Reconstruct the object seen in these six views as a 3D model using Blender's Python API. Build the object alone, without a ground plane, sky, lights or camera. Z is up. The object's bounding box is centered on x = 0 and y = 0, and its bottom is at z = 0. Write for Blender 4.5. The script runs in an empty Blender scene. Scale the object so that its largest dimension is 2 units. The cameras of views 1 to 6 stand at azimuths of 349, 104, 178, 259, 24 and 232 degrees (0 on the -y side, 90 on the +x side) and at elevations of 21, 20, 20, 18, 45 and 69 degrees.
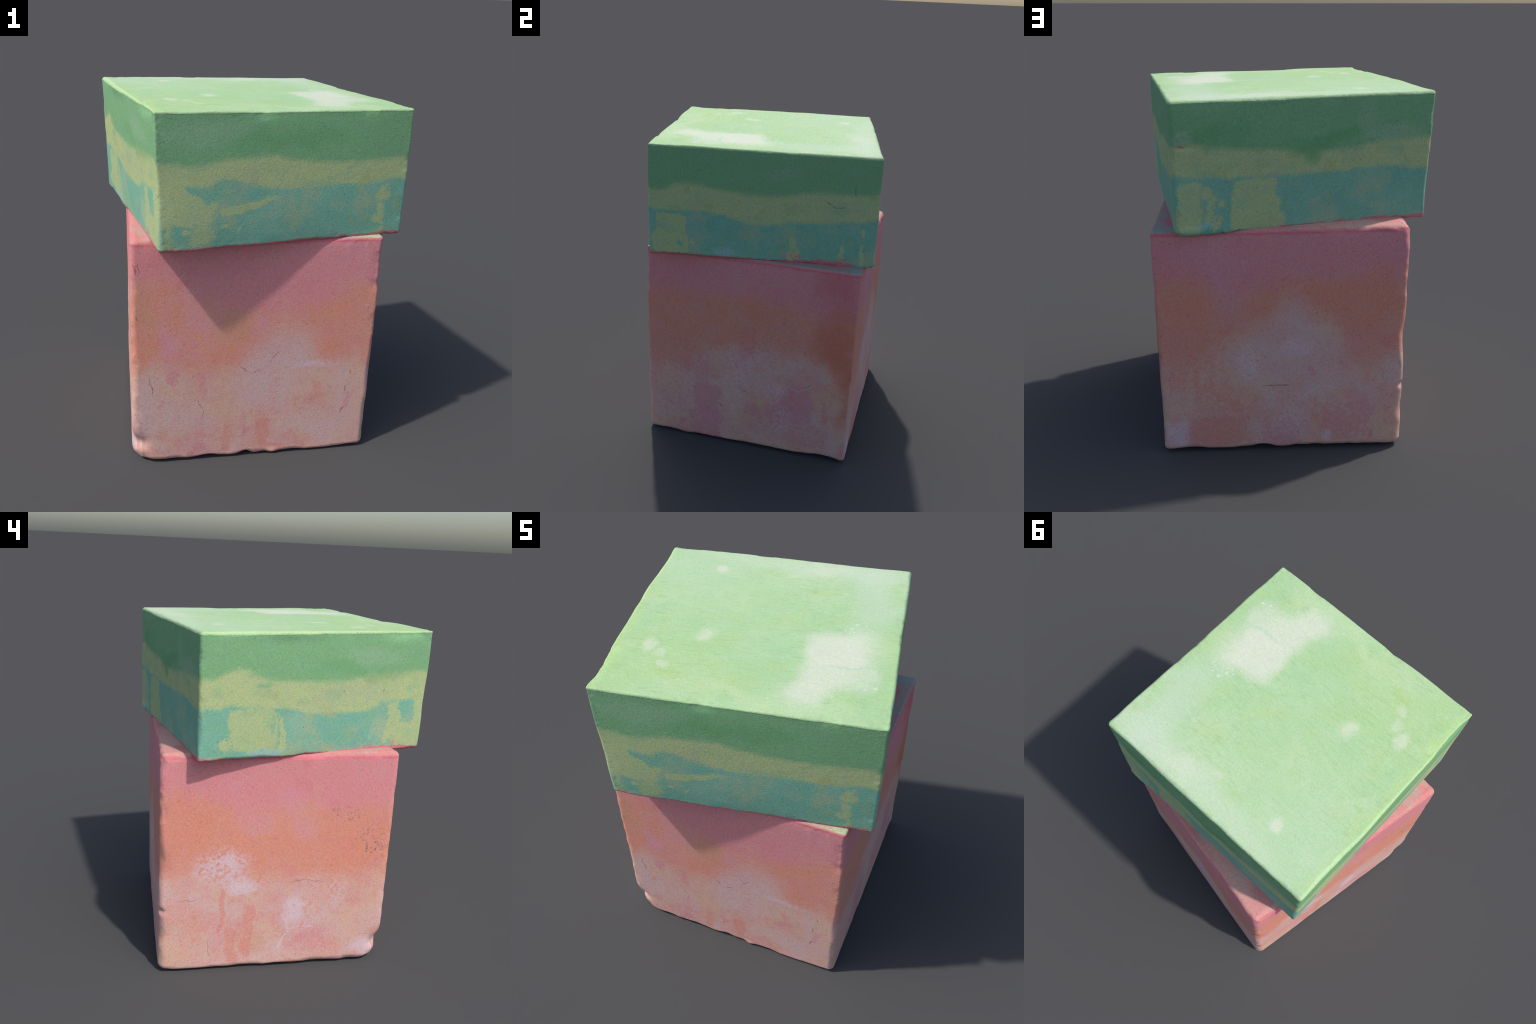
"""Two painted concrete blocks, one standing slightly twisted on the other.

Each block is a worn, rounded hexahedron built from eight corners; its coat of
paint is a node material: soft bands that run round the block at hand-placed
heights, and loose patches, drips and smears set out face by face.
"""
import bpy
import math
import numpy as np
from mathutils import Euler

# ----------------------------------------------------------------- noise ---


def lattice(ix, iy, iz, seed):
    h = (ix * 374761393 + iy * 668265263 + iz * 2147483647 + seed * 1274126177) & 0xFFFFFFFF
    h = ((h ^ (h >> 13)) * 1274126177) & 0xFFFFFFFF
    return ((h ^ (h >> 16)) & 0xFFFF) / 32767.5 - 1.0


def noise3(p, freq, seed):
    q = p * freq + 50.0
    i = np.floor(q).astype(np.int64)
    f = q - i
    f = f * f * f * (f * (f * 6 - 15) + 10)
    out = 0.0
    for dx in (0, 1):
        wx = f[:, 0] if dx else 1 - f[:, 0]
        for dy in (0, 1):
            wy = f[:, 1] if dy else 1 - f[:, 1]
            for dz in (0, 1):
                wz = f[:, 2] if dz else 1 - f[:, 2]
                out = out + wx * wy * wz * lattice(i[:, 0] + dx, i[:, 1] + dy, i[:, 2] + dz, seed)
    return out


def fbm(p, freq, seed, octaves=3):
    return sum(noise3(p, freq * 2 ** o, seed + 7 * o) * 0.5 ** o for o in range(octaves))


def smooth(x, a, b):
    t = np.clip((x - a) / (b - a), 0, 1)
    return t * t * (3 - 2 * t)


# ----------------------------------------------------------- block shape ---
# corners in the block's own frame, named by side: f/b front/back, l/r, t/u top/under


def cube_grid(n):
    """Unit cube surface as (n+1)^2 grids on six faces sharing their borders."""
    k = np.arange(n + 1)
    a, b = np.meshgrid(k, k, indexing="ij")
    a, b = a.ravel(), b.ravel()
    o = np.zeros_like(a)
    sheets = [(a, b, o, True), (a, b, o + n, False), (a, o, b, False), (a, o + n, b, True), (o, a, b, True), (o + n, a, b, False)]
    points, quads, base = [], [], 0
    i, j = np.meshgrid(np.arange(n), np.arange(n), indexing="ij")
    c = (i * (n + 1) + j).ravel()
    quad = np.stack([c, c + n + 1, c + n + 2, c + 1], 1)
    for x, y, z, flip in sheets:
        points.append(np.stack([x, y, z], 1))
        quads.append((quad[:, ::-1] if flip else quad) + base)
        base += (n + 1) ** 2
    points, quads = np.concatenate(points), np.concatenate(quads)
    key = (points[:, 0] * (n + 1) + points[:, 1]) * (n + 1) + points[:, 2]
    _, first, back = np.unique(key, return_index=True, return_inverse=True)
    return points[first], back.ravel()[quads]


def block_mesh(name, n, corners, radii, swell, dents, seed, edge_wear, rough, crumble):
    grid, quads = cube_grid(n)
    t = grid / n
    t = t - 0.5 * np.sin(2 * np.pi * t) / (2 * np.pi)  # finer towards the edges
    size = np.array([1.33, 1.33, max(c[2] for c in corners.values()) - min(c[2] for c in corners.values())])

    def corner_blend(table, t):
        out = 0.0
        for kx, wx in (("l", 1 - t[:, 0]), ("r", t[:, 0])):
            for ky, wy in (("f", 1 - t[:, 1]), ("b", t[:, 1])):
                for kz, wz in (("u", 1 - t[:, 2]), ("t", t[:, 2])):
                    v = np.atleast_1d(np.array(table[ky + kx + kz], float))
                    out = out + (wx * wy * wz)[:, None] * v
        return out

    # rounded edges: pull the skin onto balls rolled inside the corners
    q = (t - 0.5) * size
    half = size / 2
    r = corner_blend(radii, t)[:, :1]
    even = r
    wear = fbm(q, 6.0, seed + 40, 3)[:, None]
    r = r * (1 + 0.35 * np.clip(wear, -0.8, 1.2))
    inner = np.clip(q, -(half - r), half - r)
    d = q - inner
    length = np.linalg.norm(d, axis=1, keepdims=True)
    normal = d / np.maximum(length, 1e-9)
    q = inner + normal * r
    q = q + np.sign(q) * 0.3 * even * smooth(np.abs(q), 0.3 * half, half)  # rounding must not shrink the outline
    p = corner_blend(corners, q / size + 0.5)

    # the faces swell a little between their edges: how far, and towards which side and how high
    s = 2 * t - 1
    for face, (axis, side) in {"left": (0, -1), "right": (0, 1), "front": (1, -1), "back": (1, 1), "top": (2, 1)}.items():
        amount, across, up = swell[face]
        u, v = s[:, (1, 0, 0)[axis]], s[:, (2, 2, 1)[axis]]
        shape = (1 - np.abs(u) ** 3) * (1 - np.abs(v) ** 3) * np.clip(1 + across * u + up * v, 0, None)
        p[:, axis] += side * amount * shape * np.clip(side * normal[:, axis], 0, 1)

    # closeness to an edge: second largest relative coordinate
    gap = np.sort(half - np.abs(q), axis=1)[:, 1]
    edge = np.exp(-(gap / 0.035) ** 2)
    amount = rough[0] * fbm(p, 1.7, seed, 2) + rough[1] * fbm(p, 14.0, seed + 3, 2) + rough[2] * fbm(p, 70.0, seed + 5, 2)
    amount = amount - edge_wear * edge * np.clip(fbm(p, 7.0, seed + 9, 4) - 0.25, 0, 1)
    amount = amount + edge_wear * 0.25 * edge * fbm(p, 5.0, seed + 11, 2)
    foot = np.exp(-((p[:, 2] - p[:, 2].min()) / 0.016) ** 2)
    amount = amount - crumble * foot * np.clip(fbm(p, 24.0, seed + 21, 3) + 0.1, 0, 1)
    p = p + normal * amount[:, None]
    for centre, reach, push in dents:
        w = np.exp(-(((p - np.array(centre)) / np.array(reach)) ** 2).sum(1))
        p = p + w[:, None] * np.array(push)
    mesh = bpy.data.meshes.new(name)
    mesh.vertices.add(len(p))
    mesh.vertices.foreach_set("co", p.astype(np.float32).ravel())
    mesh.loops.add(quads.size)
    mesh.loops.foreach_set("vertex_index", quads.astype(np.int32).ravel())
    mesh.polygons.add(len(quads))
    mesh.polygons.foreach_set("loop_start", np.arange(0, quads.size, 4, dtype=np.int32))
    mesh.polygons.foreach_set("use_smooth", np.ones(len(quads), bool))
    mesh.update(calc_edges=True)
    mesh.validate()
    return mesh


# -------------------------------------------------------- paint (shading) ---


def srgb(r, g, b):
    f = lambda c: c / 12.92 if c <= 0.04045 else ((c + 0.055) / 1.055) ** 2.4
    return (f(r / 255), f(g / 255), f(b / 255), 1.0)


class Paint:
    """A thin layer over a node tree: each call lays one more coat of colour."""

    def __init__(self, name, sides, face):
        self.face = face  # one material per face, so that each holds only its own brushwork
        self.material = bpy.data.materials.new(name)
        self.material.use_nodes = True
        self.tree = self.material.node_tree
        self.tree.nodes.clear()
        self.lid = False  # True while the coats of the top face are laid
        self.sides = sides  # distance of each upright face from the block's axis, and the top's height
        self.where = self.add("ShaderNodeTexCoord").outputs["Object"]
        self.colour = None
        self.bent = {}

    BENDS = {
        "soft": [(3.0, 0.14), (12.0, 0.05)],
        "plain": [(7.0, 0.035), (28.0, 0.016)],
        "ragged": [(9.0, 0.040), (48.0, 0.022), (150.0, 0.012)],
        "crack": [(14.0, 0.018), (60.0, 0.007)],
    }

    def bent_place(self, kind):
        """Object coordinates pushed about by noise, so that edges are never straight."""
        if kind not in self.bent:
            self.bent[kind] = self.bend(self.BENDS[kind])
        return self.bent[kind]

    def add(self, kind, **settings):
        node = self.tree.nodes.new(kind)
        for k, v in settings.items():
            setattr(node, k, v)
        return node

    def plug(self, socket, value):
        if isinstance(value, bpy.types.NodeSocket):
            self.tree.links.new(value, socket)
        elif value is not None:
            socket.default_value = value

    def vec(self, op, a, b=None):
        n = self.add("ShaderNodeVectorMath", operation=op)
        self.plug(n.inputs[0], a)
        self.plug(n.inputs[1], b)
        return n.outputs["Value" if op in ("LENGTH", "DOT_PRODUCT", "DISTANCE") else "Vector"]

    def math(self, op, a, b=None, c=None, clamp=False):
        n = self.add("ShaderNodeMath", operation=op, use_clamp=clamp)
        for socket, value in zip(n.inputs, (a, b, c)):
            self.plug(socket, value)
        return n.outputs[0]

    def ramp(self, value, lo, hi, out_lo=0.0, out_hi=1.0):
        n = self.add("ShaderNodeMapRange", interpolation_type="SMOOTHSTEP")
        for socket, v in zip(n.inputs, (value, lo, hi, out_lo, out_hi)):
            self.plug(socket, v)
        return n.outputs[0]

    def noise(self, scale, detail=2.0, rough=0.5, where=None, stretch=None, colour=False, offset=0.0):
        where = where or self.where
        if stretch or offset:
            m = self.add("ShaderNodeMapping")
            self.plug(m.inputs["Vector"], where)
            m.inputs["Location"].default_value = (offset, offset * 0.7, offset * 1.3)
            m.inputs["Scale"].default_value = stretch or (1, 1, 1)
            where = m.outputs[0]
        n = self.add("ShaderNodeTexNoise")
        self.plug(n.inputs["Vector"], where)
        n.inputs["Scale"].default_value = scale
        n.inputs["Detail"].default_value = detail
        n.inputs["Roughness"].default_value = rough
        return n.outputs["Color" if colour else "Fac"]

    def bend(self, layers):
        p = self.where
        for scale, amount in layers:
            split, join = self.add("ShaderNodeSeparateColor"), self.add("ShaderNodeCombineXYZ")
            self.plug(split.inputs[0], self.noise(scale, 1.0, colour=True))
            for k in range(3):
                self.plug(join.inputs[k], split.outputs[k])
            wobble = self.vec("SUBTRACT", join.outputs[0], (0.5, 0.5, 0.5))
            p = self.vec("ADD", p, self.vec("MULTIPLY", wobble, (amount * 2,) * 3))
        return p

    def coat(self, colour, mask):
        """Lay colour (a tuple or a socket) over what is there."""
        if self.colour is None:
            n = self.add("ShaderNodeRGB")
            n.outputs[0].default_value = colour
            self.colour = n.outputs[0]
            return
        n = self.add("ShaderNodeMix", data_type="RGBA")
        self.plug(n.inputs[0], mask)
        self.plug(n.inputs[6], self.colour)
        self.plug(n.inputs[7], colour)
        self.colour = n.outputs[2]

    # -- bands: heights given along each face, read through a curve round the block
    def round_height(self, faces, lo, hi):
        s = self.sides
        points = []
        for face, line in faces.items():
            for u, z in line:
                x, y = {"front": (u, -s["front"]), "back": (u, s["back"]), "left": (-s["left"], u), "right": (s["right"], u)}[face]
                points.append((math.atan2(y, x) / math.tau + 0.5, (z - lo) / (hi - lo)))
        points.sort()
        seam = (points[0][1] + points[-1][1]) / 2
        points = [(0.0, seam)] + [p for p in points if 0.004 < p[0] < 0.996] + [(1.0, seam)]
        if not hasattr(self, "around"):
            sep = self.add("ShaderNodeSeparateXYZ")
            self.plug(sep.inputs[0], self.where)
            self.height = sep.outputs[2]
            turn = self.math("ARCTAN2", sep.outputs[1], sep.outputs[0])
            self.around = self.math("MULTIPLY_ADD", turn, 1 / math.tau, 0.5)
        n = self.add("ShaderNodeFloatCurve")
        curve = n.mapping.curves[0]
        curve.points[0].location = points[0]
        curve.points[1].location = points[-1]
        for x, y in points[1:-1]:
            curve.points.new(x, y)
        for point in curve.points:
            point.handle_type = "AUTO_CLAMPED"
        n.mapping.update()
        self.plug(n.inputs["Value"], self.around)
        return self.math("MULTIPLY_ADD", n.outputs[0], hi - lo, lo)

    def band(self, colour, faces, lo, hi, blur, wobble, opacity=1.0, grain=60.0):
        """Colour everything above the line."""
        if self.face == "top":
            return self.coat(colour, 1.0)
        edge = self.round_height(faces, lo, hi)
        over = self.math("SUBTRACT", self.height, edge)
        for scale, amount, offset in ((9.0, wobble, 3.1), (grain, wobble * 0.9, 5.3), (140.0, wobble * 0.5, 7.7)):
            jitter = self.math("SUBTRACT", self.noise(scale, 3.0, 0.6, offset=offset), 0.5)
            over = self.math("MULTIPLY_ADD", jitter, amount * 2, over)
        self.coat(colour, self.ramp(over, -blur, blur, 0.0, opacity))

    # -- patches: a soft-edged spot or block of colour on one face
    def patch(self, colour, face, u, v, half_u, half_v, edge="plain", blur=0.15, opacity=1.0, boxy=True, turn=0.0, broken=0.0, depth=0.075):
        if face != self.face:
            return
        s, r = self.sides, (half_u, half_v)
        if face in ("front", "back"):
            centre, reach, spin = (u, -s["front"] if face == "front" else s["back"], v), (r[0], depth, r[1]), (0, -turn, 0)
        elif face in ("left", "right"):
            centre, reach, spin = (-s["left"] if face == "left" else s["right"], u, v), (depth, r[0], r[1]), (turn, 0, 0)
        else:
            centre, reach, spin = (u, v, s["top"]), (r[0], r[1], depth), (0, 0, turn)
        p = self.vec("SUBTRACT", self.bent_place(edge), centre)
        if turn:
            axes = Euler([math.radians(a) for a in spin]).to_matrix().transposed()
            join = self.add("ShaderNodeCombineXYZ")
            for k in range(3):
                self.plug(join.inputs[k], self.vec("DOT_PRODUCT", p, axes[k] / reach[k]))
            p = join.outputs[0]
        else:
            p = self.vec("MULTIPLY", p, [1 / r for r in reach])
        for _ in range(boxy and (2 if edge == "crack" else 1)):  # squarer and squarer
            p = self.vec("MULTIPLY", p, p)
        mask = self.ramp(self.vec("LENGTH", p), 1 + blur, max(0.0, 1 - blur), 0.0, opacity)
        if broken:
            holes = self.ramp(self.broken_noise(), broken - 0.07, broken + 0.07)
            mask = self.math("MULTIPLY", mask, holes)
        self.coat(colour, mask)

    def broken_noise(self):
        if not hasattr(self, "_broken"):
            self._broken = self.noise(48.0, 4.0, 0.65, offset=9.0)
        return self._broken

    def line(self, face, ends, width, colour, opacity=1.0):
        """A hairline crack or vein between points (u, v) on a face."""
        for (u0, v0), (u1, v1) in zip(ends, ends[1:]):
            du, dv = u1 - u0, v1 - v0
            self.patch(colour, face, (u0 + u1) / 2, (v0 + v1) / 2, math.hypot(du, dv) / 2 + width, width, "crack", 0.6, opacity, False, math.degrees(math.atan2(dv, du)))

    def mottle(self, colour, scale, lo, hi, opacity, offset, stretch=None, detail=4.0):
        if (self.face == "top") != self.lid:
            return
        mask = self.ramp(self.noise(scale, detail, 0.6, stretch=stretch, offset=offset), lo, hi, 0.0, opacity)
        self.coat(colour, mask)

    def pores(self, colour, scale, size, keep, opacity, offset):
        """Scattered pin holes: small cells, of which a noise keeps some."""
        m = self.add("ShaderNodeMapping")
        self.plug(m.inputs["Vector"], self.bent_place("plain"))
        m.inputs["Location"].default_value = (offset, offset, offset)
        v = self.add("ShaderNodeTexVoronoi")
        self.plug(v.inputs["Vector"], m.outputs[0])
        v.inputs["Scale"].default_value = scale
        dot = self.ramp(v.outputs["Distance"], size, size * 0.55)
        sep = self.add("ShaderNodeSeparateColor")
        self.plug(sep.inputs[0], v.outputs["Color"])
        some = self.ramp(sep.outputs[0], keep, keep + 0.04)
        mask = self.math("MULTIPLY", self.math("MULTIPLY", dot, some), opacity)
        self.coat(colour, mask)
        return mask

    def grain(self, amount, tint):
        """Fine sandy light-and-dark in the paint, with a slight play of hue."""
        split, sand = self.add("ShaderNodeSeparateColor"), self.add("ShaderNodeSeparateColor")
        self.plug(split.inputs[0], self.colour)
        self.plug(sand.inputs[0], self.noise(70.0, 2.0, 0.6, colour=True))
        light = self.math("MULTIPLY_ADD", self.noise(120.0, 3.0, 0.7), amount * 2, 1.0 - amount - tint)
        join = self.add("ShaderNodeCombineColor")
        for k in range(3):
            gain = self.math("MULTIPLY_ADD", sand.outputs[k], tint * 2, light)
            self.plug(join.inputs[k], self.math("MULTIPLY", split.outputs[k], gain))
        self.colour = join.outputs[0]

    def finish(self, roughness, ripple=None):
        height = self.math("MULTIPLY", self.noise(130.0, 4.0, 0.6), 0.6)
        if ripple is not None:
            height = self.math("ADD", height, ripple)
        bump = self.add("ShaderNodeBump")
        bump.inputs["Strength"].default_value = 0.55
        bump.inputs["Distance"].default_value = 0.004
        self.plug(bump.inputs["Height"], height)
        shader = self.add("ShaderNodeBsdfPrincipled")
        self.plug(shader.inputs["Base Color"], self.colour)
        shader.inputs["Roughness"].default_value = roughness
        shader.inputs["Specular IOR Level"].default_value = 0.25
        self.plug(shader.inputs["Normal"], bump.outputs[0])
        out = self.add("ShaderNodeOutputMaterial")
        self.plug(out.inputs[0], shader.outputs[0])
        return self.material


# ------------------------------------------------------- the upper block ---

UPPER_TURN = math.radians(10.7)

upper_corners = {
    "flt": (-0.676, -0.668, 1.998), "frt": (0.681, -0.669, 1.984), "brt": (0.675, 0.671, 1.974), "blt": (-0.681, 0.666, 1.989),
    "flu": (-0.658, -0.668, 1.323), "fru": (0.671, -0.665, 1.318), "bru": (0.666, 0.673, 1.311), "blu": (-0.661, 0.660, 1.324),
}
upper_radii = {"flt": 0.012, "frt": 0.010, "brt": 0.020, "blt": 0.020, "flu": 0.020, "fru": 0.026, "bru": 0.022, "blu": 0.020}
upper_swell = {"left": (0.007, 0, 0), "right": (0.003, 0.2, 0), "front": (0.010, -0.3, -0.4), "back": (0.006, 0, 0), "top": (0.000, 0, 0)}
upper_dents = [
    # (where, reach, push)
    ((0.63, 0.675, 1.755), (0.05, 0.02, 0.014), (0, -0.006, 0)),
    ((0.58, 0.675, 1.335), (0.09, 0.03, 0.022), (0, 0.006, 0)),
    ((-0.06, -0.665, 1.975), (0.22, 0.03, 0.03), (0, 0.0, -0.004)),
    ((-0.68, 0.20, 1.985), (0.03, 0.18, 0.03), (-0.006, 0, 0)),
    ((-0.68, -0.50, 1.985), (0.03, 0.10, 0.03), (0.008, 0, 0)),
    ((0.50, 0.672, 1.97), (0.10, 0.03, 0.03), (0, -0.004, -0.002)),
]


def upper_paint(face):
    P = Paint("banded_green_paint_" + face, {"front": 0.664, "back": 0.668, "left": 0.668, "right": 0.672, "top": 1.984}, face)
    teal, yellow, green = srgb(130, 186, 160), srgb(186, 200, 144), srgb(132, 180, 130)
    top, cream, pale_blue = srgb(172, 206, 152), srgb(214, 219, 198), srgb(160, 196, 190)
    lip_pink, mist, lime = srgb(214, 120, 128), srgb(160, 190, 158), srgb(174, 206, 136)

    # bands from the foot up
    P.coat(teal, None)
    P.mottle(srgb(142, 192, 168), 5.0, 0.45, 0.65, 0.7, 1.0)
    P.mottle(srgb(116, 178, 162), 8.0, 0.55, 0.7, 0.6, 2.0)
    foot_of_yellow = {
        "front": [(-0.60, 1.60), (-0.54, 1.62), (-0.51, 1.645), (-0.41, 1.635), (-0.32, 1.665), (-0.21, 1.640), (-0.06, 1.611), (0.14, 1.608), (0.32, 1.614), (0.50, 1.615), (0.62, 1.630)],
        "right": [(-0.62, 1.600), (-0.51, 1.603), (-0.40, 1.601), (-0.28, 1.596), (-0.16, 1.570), (-0.08, 1.540), (0.07, 1.545), (0.22, 1.571), (0.45, 1.580), (0.62, 1.600)],
        "back": [(0.62, 1.615), (0.50, 1.609), (0.37, 1.596), (0.17, 1.599), (-0.17, 1.606), (-0.42, 1.619), (-0.62, 1.600)],
        "left": [(0.62, 1.604), (0.47, 1.612), (0.40, 1.594), (0.14, 1.591), (0.04, 1.560), (-0.20, 1.560), (-0.32, 1.574), (-0.42, 1.605), (-0.60, 1.620)],
    }
    P.band(yellow, foot_of_yellow, 1.3, 2.0, 0.016, 0.020)
    P.mottle(srgb(180, 190, 150), 4.0, 0.5, 0.66, 0.55, 4.0)
    P.mottle(srgb(178, 182, 112), 9.0, 0.56, 0.7, 0.45, 5.0)
    P.mottle(srgb(132, 182, 156), 60.0, 0.63, 0.69, 0.6, 38.0)
    foot_of_green = {
        "front": [(-0.60, 1.736), (-0.53, 1.742), (-0.38, 1.753), (-0.29, 1.767), (-0.15, 1.775), (0.09, 1.745), (0.29, 1.732), (0.48, 1.732), (0.62, 1.740)],
        "right": [(-0.62, 1.715), (-0.47, 1.764), (-0.36, 1.758), (-0.22, 1.731), (0.06, 1.722), (0.32, 1.752), (0.62, 1.756)],
        "back": [(0.62, 1.776), (0.44, 1.752), (0.27, 1.736), (0.11, 1.724), (-0.24, 1.715), (-0.31, 1.738), (-0.41, 1.754), (-0.62, 1.762)],
        "left": [(0.62, 1.755), (0.48, 1.790), (0.37, 1.773), (0.24, 1.744), (-0.04, 1.730), (-0.16, 1.737), (-0.28, 1.759), (-0.62, 1.778)],
    }
    P.band(green, foot_of_green, 1.3, 2.0, 0.022, 0.016)

    # loose work on the upright faces
    for side, u, v, hu, hv, turn, blur, boxy, edge in (
        ("front", -0.62, 1.606, 0.075, 0.150, 0, 0.12, True, "plain"),
        ("front", -0.50, 1.527, 0.115, 0.072, -18, 0.15, True, "ragged"),
        ("front", -0.46, 1.395, 0.070, 0.050, 20, 0.15, False, "ragged"),
        ("front", -0.615, 1.400, 0.030, 0.070, 0, 0.15, True, "ragged"),
        ("front", -0.25, 1.524, 0.110, 0.021, 9, 0.1, True, "crack"),
        ("front", -0.12, 1.553, 0.070, 0.013, 8, 0.2, False, "ragged"),
        ("front", 0.54, 1.548, 0.040, 0.045, 0, 0.15, False, "ragged"),
        ("front", 0.54, 1.476, 0.016, 0.074, 0, 0.2, False, "ragged"),
        ("front", 0.52, 1.414, 0.042, 0.026, 0, 0.15, False, "ragged"),
        ("front", 0.54, 1.366, 0.012, 0.040, 0, 0.2, False, "ragged"),
        ("front", -0.33, 1.441, 0.022, 0.012, 0, 0.2, False, "ragged"),
        ("front", -0.26, 1.415, 0.010, 0.015, 0, 0.2, False, "ragged"),
        ("right", -0.54, 1.500, 0.089, 0.082, 0, 0.08, True, "crack"),
        ("right", -0.54, 1.400, 0.108, 0.070, 0, 0.08, True, "crack"),
        ("right", -0.41, 1.395, 0.014, 0.021, 0, 0.2, False, "ragged"),
        ("right", 0.19, 1.430, 0.022, 0.060, 0, 0.12, True, "plain"),
        ("right", 0.19, 1.360, 0.036, 0.040, 0, 0.12, True, "plain"),
        ("right", 0.59, 1.540, 0.015, 0.024, 0, 0.3, False, "ragged"),
        ("right", 0.48, 1.375, 0.016, 0.052, 0, 0.2, False, "ragged"),
        ("right", 0.60, 1.383, 0.017, 0.072, 0, 0.2, False, "ragged"),
        ("back", 0.60, 1.448, 0.062, 0.131, 0, 0.1, True, "ragged"),
        ("back", 0.51, 1.526, 0.026, 0.042, 20, 0.2, False, "ragged"),
        ("back", 0.49, 1.441, 0.014, 0.078, 8, 0.2, False, "ragged"),
        ("back", 0.48, 1.365, 0.036, 0.048, 0, 0.15, False, "ragged"),
        ("back", 0.44, 1.463, 0.018, 0.014, 0, 0.2, False, "ragged"),
        ("back", 0.268, 1.500, 0.112, 0.088, 3, 0.25, True, "crack"),
        ("back", 0.258, 1.425, 0.126, 0.070, 0, 0.25, True, "crack"),
        ("back", 0.250, 1.365, 0.142, 0.048, 0, 0.25, True, "crack"),
        ("left", 0.36, 1.480, 0.150, 0.128, 0, 0.08, True, "ragged"),
        ("left", 0.205, 1.440, 0.014, 0.096, 0, 0.12, True, "plain"),
        ("left", -0.47, 1.492, 0.043, 0.112, 5, 0.15, True, "ragged"),
        ("left", -0.57, 1.407, 0.092, 0.076, 0, 0.12, True, "ragged"),
        ("left", -0.645, 1.561, 0.035, 0.214, 0, 0.15, True, "ragged"),
        ("left", 0.53, 1.403, 0.032, 0.034, 0, 0.2, False, "ragged"),
        ("left", 0.46, 1.775, 0.085, 0.024, -10, 0.5, False, "ragged"),
    ):
        P.patch(yellow, side, u, v, hu, hv, edge, blur + 0.1, 0.88, boxy, turn)
    for side, u, v, hu, hv, opacity in (
        ("front", -0.575, 1.425, 0.046, 0.042, 0.95),
        ("front", -0.32, 1.645, 0.075, 0.026, 0.5),
        ("front", -0.47, 1.622, 0.055, 0.026, 0.75),
        ("front", -0.40, 1.590, 0.050, 0.030, 0.7),
        ("front", -0.20, 1.615, 0.060, 0.012, 0.6),
        ("right", -0.48, 1.390, 0.016, 0.021, 0.9),
        ("left", 0.42, 1.600, 0.11, 0.010, 0.6),
        ("left", 0.255, 1.50, 0.016, 0.07, 0.7),
        ("left", -0.55, 1.56, 0.05, 0.04, 0.55),
        ("left", -0.40, 1.55, 0.03, 0.05, 0.7),
    ):
        P.patch(teal, side, u, v, hu, hv, "ragged", 0.35, opacity, False, broken=0.40)
    P.patch(yellow, "front", -0.54, 1.425, 0.022, 0.016, "ragged", 0.2, 0.9, False)
    for side, u, v, hu, hv in (("right", -0.22, 1.357, 0.063, 0.030), ("left", 0.29, 1.347, 0.095, 0.024)):
        P.patch(pale_blue, side, u, v, hu, hv, "plain", 0.3, 0.8, False)
    P.patch(pale_blue, "back", 0.53, 1.350, 0.050, 0.010, "ragged", 0.3, 0.8, False, -20)
    P.patch(green, "left", 0.33, 1.738, 0.054, 0.020, "soft", 0.4, 0.6, False)
    for side, u, v, hu, hv, opacity in (
        ("left", -0.30, 1.855, 0.190, 0.05, 0.4), ("back", -0.46, 1.790, 0.162, 0.045, 0.65), ("back", 0.62, 1.800, 0.045, 0.034, 0.7),
        ("back", -0.32, 1.86, 0.05, 0.08, 0.4), ("right", 0.10, 1.86, 0.10, 0.03, 0.35), ("front", -0.45, 1.90, 0.25, 0.06, 0.35),
    ):
        P.patch(mist, side, u, v, hu, hv, "ragged", 0.5, opacity, False, broken=0.42)
    P.mottle(srgb(136, 184, 146), 7.0, 0.5, 0.68, 0.35, 7.0, stretch=(1, 1, 1.8))
    for side, u, v, hu, hv, opacity in (("back", 0.40, 1.80, 0.16, 0.05, 0.7), ("back", -0.12, 1.765, 0.18, 0.045, 0.7), ("front", 0.0, 1.85, 0.30, 0.06, 0.5), ("left", -0.2, 1.79, 0.3, 0.04, 0.4)):
        P.patch(srgb(110, 170, 112), side, u, v, hu, hv, "soft", 0.6, opacity, False)

    # the lower block's pink has crept onto the foot
    if face != "top":
        lip = P.round_height({
            "front": [(-0.6, 1.345), (0.0, 1.343), (0.4, 1.341), (0.62, 1.346)],
            "right": [(-0.60, 1.342), (-0.1, 1.334), (0.0, 1.335), (0.2, 1.346), (0.4, 1.350), (0.52, 1.345), (0.62, 1.305)],
            "back": [(0.62, 1.300), (0.4, 1.302), (0.3, 1.322), (0.1, 1.336), (-0.2, 1.346), (-0.5, 1.352), (-0.62, 1.354)],
            "left": [(0.62, 1.342), (0.5, 1.336), (0.2, 1.334), (0.0, 1.340), (-0.2, 1.350), (-0.4, 1.358), (-0.60, 1.352)],
        }, 1.2, 1.5)
        under = P.math("SUBTRACT", P.math("SUBTRACT", lip, 0.008), P.height)
        jitter = P.math("SUBTRACT", P.noise(26.0, 5.0, 0.7, offset=12.0), 0.5)
        under = P.math("MULTIPLY_ADD", jitter, 0.055, under)
        P.coat(lip_pink, P.ramp(under, -0.003, 0.003, 0.0, 0.9))
    P.patch(lip_pink, "left", -0.36, 1.355, 0.28, 0.020, "ragged", 0.5, 0.8, False, broken=0.55)
    P.patch(lip_pink, "right", 0.33, 1.350, 0.20, 0.016, "ragged", 0.4, 0.9, False, broken=0.50)
    P.patch(lip_pink, "back", 0.63, 1.756, 0.020, 0.005, "crack", 0.3, 0.9, False)

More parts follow.
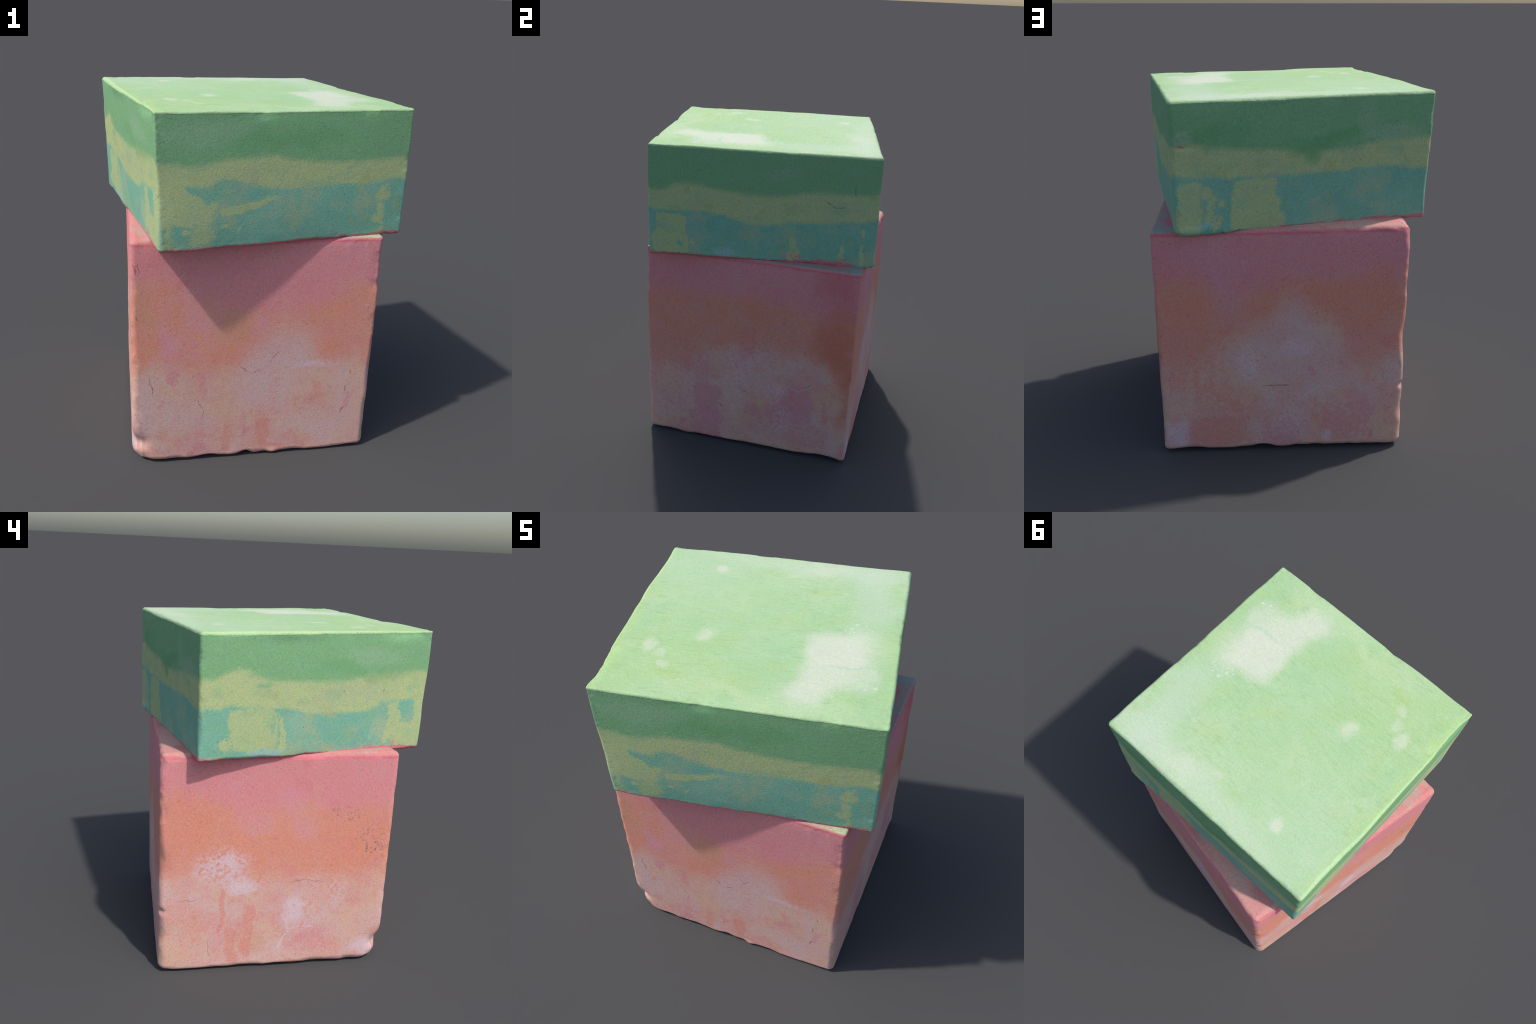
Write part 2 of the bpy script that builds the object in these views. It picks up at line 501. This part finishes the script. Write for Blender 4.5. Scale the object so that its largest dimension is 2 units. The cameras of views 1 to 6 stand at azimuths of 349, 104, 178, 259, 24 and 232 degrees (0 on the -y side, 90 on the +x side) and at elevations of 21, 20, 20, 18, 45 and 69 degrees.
    # the top face: one light coat, rubbed and blotched
    level = P.vec("DOT_PRODUCT", P.where, (0.0100, 0.0080, 1.0))
    rim = P.math("MULTIPLY_ADD", P.math("SUBTRACT", P.noise(40.0, 4.0, 0.6), 0.5), 0.012, level)
    on_top = P.ramp(rim, 1.972, 1.979)
    sides = P.colour
    P.colour, P.lid = None, True
    P.coat(top, None)
    P.mottle(srgb(186, 212, 170), 3.0, 0.40, 0.64, 0.75, 14.0)
    P.mottle(srgb(194, 216, 178), 8.0, 0.52, 0.70, 0.5, 24.0)
    P.mottle(srgb(164, 203, 156), 4.0, 0.5, 0.7, 0.6, 15.0)
    P.mottle(srgb(182, 204, 136), 7.0, 0.52, 0.70, 0.5, 19.0)
    P.mottle(srgb(178, 205, 138), 3.5, 0.55, 0.7, 0.5, 16.0)
    P.mottle(srgb(152, 190, 134), 46.0, 0.52, 0.66, 0.5, 17.0, stretch=(0.3, 1.3, 1.0))
    P.mottle(srgb(184, 214, 170), 30.0, 0.52, 0.70, 0.4, 18.0, stretch=(0.5, 1.3, 1.0))
    for u, v, hu, hv, colour, opacity in (
        (-0.35, -0.46, 0.34, 0.22, lime, 0.45), (-0.67, -0.10, 0.05, 0.62, srgb(184, 216, 134), 0.4), (0.66, -0.05, 0.05, 0.55, srgb(172, 206, 136), 0.4),
        (0.05, 0.62, 0.60, 0.06, srgb(200, 216, 188), 0.7), (0.50, 0.56, 0.17, 0.13, srgb(204, 216, 196), 0.55), (0.50, 0.28, 0.10, 0.26, srgb(192, 213, 184), 0.6),
        (0.20, 0.59, 0.11, 0.05, cream, 0.5), (-0.2, 0.25, 0.42, 0.32, srgb(182, 210, 164), 0.5), (0.2, -0.60, 0.35, 0.05, srgb(194, 216, 172), 0.6), (-0.45, 0.45, 0.2, 0.2, srgb(186, 213, 176), 0.5),
        (0.58, -0.45, 0.08, 0.2, srgb(160, 200, 152), 0.5), (0.1, -0.3, 0.2, 0.2, srgb(164, 202, 150), 0.4),
    ):
        P.patch(colour, "top", u, v, hu, hv, "soft", 0.95, opacity, False, 0, 0, 0.3)
    for u, v, hu, hv, opacity, boxy in (
        (0.29, -0.50, 0.095, 0.090, 0.75, False), (0.36, -0.36, 0.115, 0.110, 0.8, False), (0.39, -0.17, 0.145, 0.145, 0.85, True), (0.53, -0.33, 0.08, 0.12, 0.5, False), (0.50, -0.10, 0.10, 0.12, 0.4, False),
        (-0.26, -0.155, 0.036, 0.046, 0.55, False), (-0.51, -0.295, 0.036, 0.056, 0.55, False), (-0.40, -0.421, 0.030, 0.036, 0.45, False), (-0.43, -0.34, 0.03, 0.03, 0.4, False),
        (-0.35, 0.486, 0.034, 0.032, 0.75, False), (0.05, 0.49, 0.030, 0.02, 0.4, False),
    ):
        P.patch(cream, "top", u, v, hu, hv, "plain", 0.55, opacity, boxy, 0, 0, 0.3)
    P.patch(srgb(172, 206, 176), "top", 0.48, -0.29, 0.12, 0.012, "plain", 0.8, 0.5, False, 8, 0, 0.3)
    white = srgb(232, 236, 226)
    for u, v, hu, hv, turn, gate in ((0.46, 0.04, 0.08, 0.05, 20, 0.58), (0.56, -0.42, 0.09, 0.02, 15, 0.52), (0.10, -0.585, 0.10, 0.025, 0, 0.58)):
        P.patch(white, "top", u, v, hu, hv, "ragged", 0.5, 0.6, False, turn, gate + 0.05, 0.3)
    lit = P.colour
    P.colour, P.lid = sides, face == "top"
    P.coat(lit, on_top)

    # wear
    dark = srgb(62, 104, 78)
    faint = 0.25 if face == "top" else 1.0
    P.pores(dark, 24.0, 0.075, 0.76, 0.7 * faint, 0.0)
    P.pores(dark, 72.0, 0.20, 0.60, 0.60 * faint, 3.0)
    for side, line, width in (
        ("right", [(0.36, 1.715), (0.41, 1.680), (0.44, 1.672), (0.485, 1.68)], 0.0028),
        ("right", [(0.535, 1.80), (0.535, 1.74)], 0.0022),
    ):
        P.line(side, line, width, srgb(60, 84, 66), 0.45)  # crack shade drawn as a dark line in the colour, no groove cut
    P.line("right", [(0.27, 1.70), (0.34, 1.73), (0.42, 1.728)], 0.003, srgb(176, 190, 164), 0.7)
    P.grain(0.18 if face == "top" else 0.30, 0.10 if face == "top" else 0.16)
    stretched = P.noise(34.0, 4.0, 0.6, stretch=(0.35, 1.6, 1.0))
    return P.finish(0.75, P.math("MULTIPLY", P.math("MULTIPLY", stretched, on_top), 0.9))


# ------------------------------------------------------- the lower block ---

lower_corners = {
    "flt": (-0.653, -0.611, 1.326), "frt": (0.670, -0.600, 1.314), "brt": (0.670, 0.736, 1.312), "blt": (-0.662, 0.708, 1.322),
    "flu": (-0.668, -0.612, 0.018), "fru": (0.662, -0.598, 0.016), "bru": (0.656, 0.726, 0.024), "blu": (-0.674, 0.716, 0.021),
}
lower_radii = {"flt": 0.042, "frt": 0.018, "brt": 0.016, "blt": 0.036, "flu": 0.040, "fru": 0.030, "bru": 0.034, "blu": 0.034}
lower_swell = {"left": (-0.005, 0, 0), "right": (0.008, -0.2, 0.8), "front": (-0.002, 0.5, 0.2), "back": (0.010, -0.5, 0.3), "top": (0.004, 0, 0)}
lower_dents = [
    ((-0.66, -0.61, 0.125), (0.06, 0.06, 0.06), (0.030, 0.030, 0)),
    ((-0.66, -0.61, 0.02), (0.07, 0.07, 0.05), (0.028, 0.028, 0.012)),
    ((-0.67, 0.71, 0.40), (0.022, 0.030, 0.018), (0.007, -0.009, 0)),
    ((-0.67, 0.71, 0.68), (0.05, 0.05, 0.10), (0.010, -0.006, 0)),
    ((-0.67, 0.71, 0.25), (0.05, 0.05, 0.05), (0.006, -0.008, 0)),
    ((0.02, -0.602, 0.018), (0.035, 0.03, 0.022), (0, -0.004, -0.009)),
    ((0.12, -0.602, 0.020), (0.030, 0.03, 0.016), (0, -0.008, -0.006)),
    ((-0.04, -0.602, 0.012), (0.03, 0.04, 0.02), (0, 0.004, 0.012)),
    ((-0.25, -0.602, 0.012), (0.06, 0.04, 0.02), (0, 0.003, 0.012)),
    ((0.10, 0.722, 0.012), (0.05, 0.04, 0.025), (0, -0.004, 0.016)),
    ((0.657, -0.35, 0.010), (0.04, 0.06, 0.02), (0, 0, -0.010)),
    ((-0.655, 0.02, 0.010), (0.04, 0.08, 0.02), (0.004, 0, 0.006)),
    ((0.66, -0.60, 1.05), (0.03, 0.03, 0.03), (-0.006, 0.006, 0)),
    ((-0.45, 0.71, 1.31), (0.20, 0.05, 0.05), (0, -0.004, -0.003)),
    ((0.0, 0.07, 1.33), (0.5, 0.5, 0.06), (0, 0, 0.006)),
]


def lower_paint(face):
    P = Paint("sunset_pink_paint_" + face, {"front": 0.606, "back": 0.722, "left": 0.655, "right": 0.664, "top": 1.318}, face)
    rose, orange, peach = srgb(224, 146, 150), srgb(226, 146, 122), srgb(220, 178, 162)
    lilac, haze, chalk = srgb(220, 154, 164), srgb(217, 181, 178), srgb(224, 196, 202)
    salmon, berry, tan = srgb(222, 150, 136), srgb(218, 148, 152), srgb(208, 156, 128)
    deep, red = srgb(210, 124, 100), srgb(212, 116, 122)

    P.coat(peach, None)
    P.mottle(haze, 2.6, 0.44, 0.62, 0.7, 1.0)
    P.mottle(srgb(222, 180, 150), 4.0, 0.5, 0.68, 0.6, 2.0)
    foot_of_orange = {
        "front": [(-0.60, 0.597), (-0.50, 0.616), (-0.33, 0.564), (-0.11, 0.560), (0.0, 0.643), (0.12, 0.730), (0.25, 0.740), (0.31, 0.670), (0.41, 0.605), (0.60, 0.580)],
        "right": [(-0.54, 0.520), (-0.47, 0.588), (-0.28, 0.597), (-0.20, 0.684), (-0.06, 0.700), (0.13, 0.735), (0.34, 0.730), (0.48, 0.700), (0.57, 0.686), (0.68, 0.520)],
        "back": [(0.62, 0.572), (0.52, 0.568), (0.37, 0.623), (0.23, 0.730), (0.05, 0.800), (-0.05, 0.850), (-0.22, 0.840), (-0.32, 0.740), (-0.42, 0.600), (-0.52, 0.635), (-0.62, 0.596)],
        "left": [(0.66, 0.589), (0.59, 0.603), (0.44, 0.616), (0.25, 0.606), (0.14, 0.580), (0.04, 0.596), (-0.16, 0.586), (-0.36, 0.576), (-0.46, 0.593), (-0.58, 0.620)],
    }
    P.band(orange, foot_of_orange, 0.0, 1.35, 0.090, 0.075, 0.88)
    P.mottle(srgb(222, 158, 142), 3.5, 0.46, 0.66, 0.7, 3.0)
    P.mottle(srgb(222, 158, 150), 30.0, 0.50, 0.66, 0.4, 33.0)
    P.mottle(srgb(226, 136, 112), 14.0, 0.56, 0.72, 0.4, 35.0)
    foot_of_rose = {
        "front": [(-0.60, 1.099), (-0.50, 1.100), (-0.33, 1.030), (-0.16, 0.970), (0.11, 0.900), (0.31, 0.925), (0.47, 0.993), (0.60, 1.050)],
        "right": [(-0.54, 1.035), (-0.37, 1.045), (-0.20, 1.049), (0.01, 1.061), (0.22, 1.065), (0.43, 1.018), (0.55, 0.980), (0.68, 1.010)],
        "back": [(0.62, 1.032), (0.53, 1.029), (0.39, 1.007), (0.26, 0.970), (0.09, 0.982), (-0.02, 1.035), (-0.19, 1.050), (-0.37, 1.027), (-0.62, 1.048)],
        "left": [(0.66, 1.050), (0.60, 1.091), (0.49, 1.069), (0.34, 1.027), (0.19, 0.975), (0.06, 1.015), (-0.13, 1.030), (-0.32, 0.995), (-0.58, 1.020)],
    }
    P.band(rose, foot_of_rose, 0.0, 1.35, 0.075, 0.060, 0.95)
    P.mottle(lilac, 4.0, 0.52, 0.68, 0.45, 6.0)
    P.mottle(srgb(222, 158, 146), 6.0, 0.52, 0.70, 0.5, 36.0)
    P.mottle(srgb(224, 140, 132), 16.0, 0.54, 0.70, 0.35, 37.0)
    P.mottle(srgb(220, 124, 132), 5.0, 0.58, 0.72, 0.35, 8.0)

    # broad soft clouds
    for colour, side, u, v, hu, hv, opacity in (
        (orange, "right", -0.46, 0.871, 0.157, 0.139, 0.5), (orange, "right", 0.10, 0.964, 0.188, 0.10, 0.6), (red, "right", 0.61, 1.197, 0.115, 0.160, 0.8),
        (deep, "right", 0.66, 0.835, 0.120, 0.176, 0.9), (deep, "right", 0.72, 0.52, 0.070, 0.25, 0.8), (salmon, "right", -0.44, 0.640, 0.160, 0.10, 0.6),
        (lilac, "back", 0.41, 1.154, 0.10, 0.072, 0.6), (lilac, "back", 0.34, 0.969, 0.05, 0.11, 0.6), (orange, "back", 0.53, 0.917, 0.15, 0.12, 0.6), (salmon, "back", 0.55, 0.687, 0.14, 0.127, 0.6),
        (orange, "back", -0.23, 0.993, 0.33, 0.075, 0.7), (orange, "back", -0.54, 0.929, 0.124, 0.11, 0.6), (orange, "back", -0.39, 0.799, 0.11, 0.12, 0.6), (salmon, "back", -0.43, 0.640, 0.11, 0.11, 0.7),
        (orange, "left", 0.59, 0.919, 0.126, 0.164, 0.7), (orange, "left", -0.04, 0.817, 0.174, 0.19, 0.5), (orange, "left", -0.44, 0.803, 0.22, 0.19, 0.6),
        (lilac, "left", 0.17, 0.984, 0.075, 0.068, 0.6), (lilac, "left", -0.10, 0.906, 0.058, 0.09, 0.6),
        (orange, "front", 0.44, 0.737, 0.16, 0.13, 0.6), (tan, "front", -0.60, 0.969, 0.08, 0.15, 0.6), (tan, "front", -0.15, 0.860, 0.08, 0.078, 0.6), (lilac, "front", -0.45, 0.751, 0.05, 0.156, 0.8), (lilac, "front", -0.28, 0.86, 0.05, 0.06, 0.6), (lilac, "front", 0.0, 0.86, 0.07, 0.06, 0.6),
        (peach, "front", 0.63, 0.365, 0.044, 0.264, 0.8), (haze, "front", 0.14, 0.653, 0.18, 0.18, 0.6), (haze, "front", -0.54, 0.416, 0.075, 0.155, 0.8), (haze, "front", 0.02, 0.434, 0.15, 0.148, 0.8), (haze, "front", -0.32, 0.250, 0.09, 0.086, 0.6),
        (haze, "front", 0.42, 0.183, 0.179, 0.10, 0.8), (haze, "front", 0.53, 0.416, 0.06, 0.19, 0.7), (haze, "front", -0.61, 0.234, 0.07, 0.128, 0.8),
        (haze, "back", -0.07, 0.807, 0.10, 0.15, 0.5), (haze, "back", -0.06, 0.551, 0.27, 0.20, 0.6), (haze, "right", 0.69, 0.10, 0.06, 0.11, 0.9), (tan, "left", 0.13, 0.197, 0.06, 0.07, 0.5),
        (haze, "left", -0.56, 0.30, 0.06, 0.10, 0.6),
    ):
        P.patch(colour, side, u, v, hu, hv, "soft", 0.75, opacity * 0.85, False, depth=0.12)

    # brushed drips and blots with a clear edge
    for colour, side, u, v, hu, hv, opacity, broken in (
        (berry, "front", -0.45, 0.532, 0.027, 0.047, 0.9, 0), (berry, "front", -0.28, 0.478, 0.018, 0.083, 0.8, 0.42), (berry, "front", -0.30, 0.100, 0.038, 0.026, 0.9, 0), (salmon, "front", -0.15, 0.126, 0.034, 0.10, 0.8, 0.40),
        (berry, "front", -0.06, 0.150, 0.013, 0.027, 0.8, 0), (salmon, "front", 0.06, 0.149, 0.048, 0.089, 0.9, 0), (salmon, "front", 0.12, 0.055, 0.088, 0.018, 0.9, 0), (berry, "front", 0.32, 0.346, 0.036, 0.036, 0.6, 0.45), (berry, "front", -0.43, 0.03, 0.016, 0.03, 0.8, 0),
        (berry, "front", 0.10, 0.45, 0.025, 0.12, 0.5, 0.5), (berry, "front", 0.55, 0.33, 0.02, 0.05, 0.7, 0.4),
        (berry, "right", -0.22, 0.514, 0.050, 0.145, 0.6, 0.40), (berry, "right", -0.19, 0.310, 0.096, 0.105, 0.9, 0), (berry, "right", -0.21, 0.167, 0.127, 0.052, 0.8, 0.38), (berry, "right", -0.19, 0.069, 0.097, 0.05, 0.8, 0.38),
        (berry, "right", 0.40, 0.410, 0.105, 0.107, 0.9, 0), (berry, "right", 0.36, 0.302, 0.155, 0.068, 0.8, 0.38), (berry, "right", 0.12, 0.288, 0.061, 0.049, 0.7, 0.40), (berry, "right", 0.43, 0.169, 0.19, 0.080, 0.6, 0.42), (salmon, "right", 0.58, 0.36, 0.014, 0.07, 0.8, 0),
        (salmon, "back", 0.35, 0.137, 0.157, 0.086, 0.85, 0), (salmon, "back", 0.47, 0.486, 0.016, 0.16, 0.7, 0.40), (salmon, "back", 0.39, 0.484, 0.016, 0.14, 0.6, 0.45), (salmon, "back", 0.25, 0.303, 0.033, 0.052, 0.8, 0.40), (salmon, "back", 0.38, 0.35, 0.12, 0.10, 0.6, 0.5),
        (berry, "back", 0.0, 0.113, 0.097, 0.091, 0.8, 0.44), (berry, "back", -0.37, 0.197, 0.15, 0.125, 0.8, 0.46), (salmon, "back", -0.50, 0.073, 0.015, 0.037, 0.9, 0), (berry, "back", -0.16, 0.507, 0.022, 0.031, 0.8, 0.42), (berry, "back", 0.61, 0.450, 0.006, 0.081, 0.7, 0),
        (berry, "back", -0.55, 0.46, 0.005, 0.08, 0.6, 0), (berry, "back", -0.20, 0.31, 0.010, 0.04, 0.7, 0.4),
        (salmon, "left", 0.36, 0.383, 0.016, 0.158, 1.0, 0), (salmon, "left", 0.30, 0.160, 0.034, 0.13, 1.0, 0.36), (salmon, "left", 0.20, 0.245, 0.032, 0.185, 1.0, 0.40), (berry, "left", -0.06, 0.271, 0.11, 0.09, 0.6, 0.48), (berry, "left", -0.16, 0.176, 0.16, 0.08, 0.65, 0.49),
        (salmon, "left", -0.10, 0.03, 0.10, 0.02, 0.8, 0.4),
    ):
        P.patch(colour, side, u, v, hu, hv, "ragged", 0.3, opacity * 0.8, True, 0, broken)
    for side, u, v, hu, hv, opacity, broken in (
        ("front", 0.34, 0.579, 0.12, 0.025, 0.7, 0.40), ("right", 0.00, 0.603, 0.09, 0.11, 0.5, 0.53), ("right", -0.01, 0.383, 0.08, 0.18, 0.45, 0.51), ("right", 0.28, 0.47, 0.06, 0.05, 0.6, 0.46), ("right", 0.31, 0.22, 0.05, 0.16, 0.6, 0.52),
        ("back", 0.18, 0.558, 0.06, 0.10, 0.7, 0.44), ("back", -0.07, 0.650, 0.09, 0.05, 0.6, 0.46), ("back", 0.60, 0.115, 0.085, 0.09, 0.9, 0), ("back", -0.05, 0.18, 0.08, 0.10, 0.6, 0.52), ("back", -0.26, 0.09, 0.03, 0.03, 0.8, 0),
        ("left", 0.37, 0.653, 0.15, 0.115, 0.9, 0.47), ("left", 0.25, 0.544, 0.09, 0.045, 0.95, 0), ("left", 0.31, 0.70, 0.05, 0.05, 0.8, 0.40), ("left", -0.06, 0.375, 0.060, 0.085, 0.95, 0), ("left", -0.10, 0.33, 0.12, 0.14, 0.7, 0.54), ("left", -0.53, 0.106, 0.085, 0.075, 0.9, 0), ("left", -0.32, 0.50, 0.05, 0.10, 0.7, 0.54),
    ):
        P.patch(chalk, side, u, v, hu, hv, "ragged", 0.5, opacity * 0.85, False, 0, broken)
    P.line("left", [(0.00, 0.34), (-0.035, 0.25), (-0.01, 0.19), (0.03, 0.12)], 0.006, chalk, 0.8)
    P.line("left", [(-0.035, 0.25), (-0.12, 0.265), (-0.20, 0.25)], 0.005, chalk, 0.7)
    P.line("right", [(0.25, 0.34), (0.35, 0.50), (0.42, 0.48), (0.50, 0.52)], 0.005, chalk, 0.5)
    P.line("back", [(-0.10, 0.33), (-0.20, 0.42), (-0.30, 0.40)], 0.005, chalk, 0.6)

    # bare trodden top under the upper block
    level = P.vec("DOT_PRODUCT", P.where, (0.0060, 0.0020, 1.0))
    level = P.math("MULTIPLY_ADD", P.math("SUBTRACT", P.noise(24.0, 4.0, 0.65), 0.5), 0.016, level)
    P.coat(srgb(226, 112, 126), P.ramp(level, 1.290, 1.306, 0.0, 0.8))
    grey_rose = P.ramp(level, 1.307, 1.314)
    sides = P.colour
    P.colour, P.lid = None, True
    P.coat(srgb(206, 138, 134), None)
    P.mottle(srgb(180, 160, 152), 7.0, 0.45, 0.62, 0.75, 20.0)
    P.mottle(srgb(226, 112, 126), 5.0, 0.52, 0.66, 0.6, 21.0)
    P.patch(srgb(134, 172, 162), "top", 0.66, 0.70, 0.20, 0.08, "ragged", 0.6, 0.8, False, 0, 0.44, 0.3)
    P.patch(srgb(150, 168, 160), "top", 0.65, 0.40, 0.04, 0.36, "ragged", 0.6, 0.6, False, 0, 0.46, 0.3)
    P.patch(srgb(180, 200, 160), "top", 0.66, -0.58, 0.12, 0.05, "ragged", 0.5, 0.9, False, 0, 0.44, 0.3)
    P.patch(srgb(222, 176, 162), "top", -0.2, 0.66, 0.5, 0.08, "soft", 0.6, 0.6, False, 0, 0, 0.3)
    floor = P.colour
    P.colour, P.lid = sides, face == "top"
    P.coat(floor, grey_rose)

    # wear: pin holes, grey chips, rust specks, hairline cracks
    maroon = srgb(128, 62, 62)
    P.pores(maroon, 22.0, 0.070, 0.78, 0.75, 0.0)
    P.pores(maroon, 68.0, 0.19, 0.58, 0.5, 3.0)
    P.mottle(srgb(186, 116, 96), 60.0, 0.60, 0.70, 0.45, 30.0)
    for u, v, hu, hv in ((-0.52, 0.779, 0.075, 0.125), (-0.33, 0.97, 0.10, 0.05)):
        P.patch(srgb(112, 108, 106), "left", u, v, hu, hv, "ragged", 0.6, 0.9, False, 0, 0.60)
    brown = srgb(110, 72, 66)  # darkened paint for the shadow inside the cracks; the surface stays flat
    for side, line, width in (
        ("front", [(-0.58, 0.56), (-0.565, 0.50), (-0.56, 0.45)], 0.0030),
        ("front", [(-0.09, 0.60), (-0.03, 0.55)], 0.0022), ("front", [(-0.01, 0.54), (0.03, 0.57)], 0.0020), ("front", [(0.10, 0.62), (0.14, 0.67)], 0.0020),
        ("front", [(-0.31, 0.40), (-0.29, 0.32), (-0.29, 0.27)], 0.0020), ("front", [(0.545, 0.42), (0.53, 0.39)], 0.0035), ("front", [(0.535, 0.28), (0.52, 0.25)], 0.0035), ("front", [(0.55, 0.53), (0.555, 0.50)], 0.0028),
        ("front", [(-0.645, 1.20), (-0.64, 1.16)], 0.0035), ("front", [(-0.625, 1.21), (-0.625, 1.17)], 0.0028), ("front", [(-0.64, 0.92), (-0.642, 0.90)], 0.0035),
        ("back", [(0.10, 0.42), (0.04, 0.425), (-0.04, 0.42)], 0.0040), ("left", [(0.60, 0.46), (0.50, 0.47)], 0.0020), ("left", [(-0.02, 0.555), (-0.12, 0.565), (-0.22, 0.555)], 0.0022),
        ("left", [(0.44, 0.20), (0.43, 0.05)], 0.0020), ("right", [(0.46, 0.50), (0.49, 0.54)], 0.0025), ("right", [(-0.12, 0.30), (-0.08, 0.27)], 0.0030), ("right", [(0.04, 0.42), (0.09, 0.40)], 0.0028),
    ):
        P.line(side, line, width, brown, 0.55)
    P.grain(0.28, 0.14)
    return P.finish(0.8)


# ----------------------------------------------------------------- build ---


FACES = ("left", "right", "front", "back", "under", "top")


def clothe(mesh, paint):
    """Give each polygon the paint of the face it looks out of."""
    for face in FACES:
        mesh.materials.append(paint(face))
    n = np.empty(len(mesh.polygons) * 3, np.float32)
    mesh.polygons.foreach_get("normal", n)
    n = n.reshape(-1, 3)
    axis = np.abs(n).argmax(1)
    index = axis * 2 + (n[np.arange(len(n)), axis] > 0)
    mesh.polygons.foreach_set("material_index", index.astype(np.int32))


def place(name, mesh, paint, turn, parent, label, category):
    clothe(mesh, paint)
    thing = bpy.data.objects.new(name, mesh)
    thing.rotation_euler = (0, 0, turn)
    thing.parent = parent
    thing["label"], thing["category"] = label, category
    bpy.context.scene.collection.objects.link(thing)
    return thing


stack = bpy.data.objects.new("painted_block_stack", None)
stack["label"] = "two weathered concrete blocks painted in pastel bands, stacked askew"
stack["category"] = "concrete block stack"
bpy.context.scene.collection.objects.link(stack)

lower = block_mesh("lower_block", 290, lower_corners, lower_radii, lower_swell, lower_dents, 11, 0.006, (0.0012, 0.00012, 0.00005), 0.0)
upper = block_mesh("upper_block", 290, upper_corners, upper_radii, upper_swell, upper_dents, 57, 0.006, (0.0012, 0.00012, 0.00005), 0.012)
place("lower_block", lower, lower_paint, 0.0, stack, "tall pink concrete block fading to pale peach", "concrete block")
place("upper_block", upper, upper_paint, UPPER_TURN, stack, "flat green concrete block with yellow and teal bands", "concrete block")
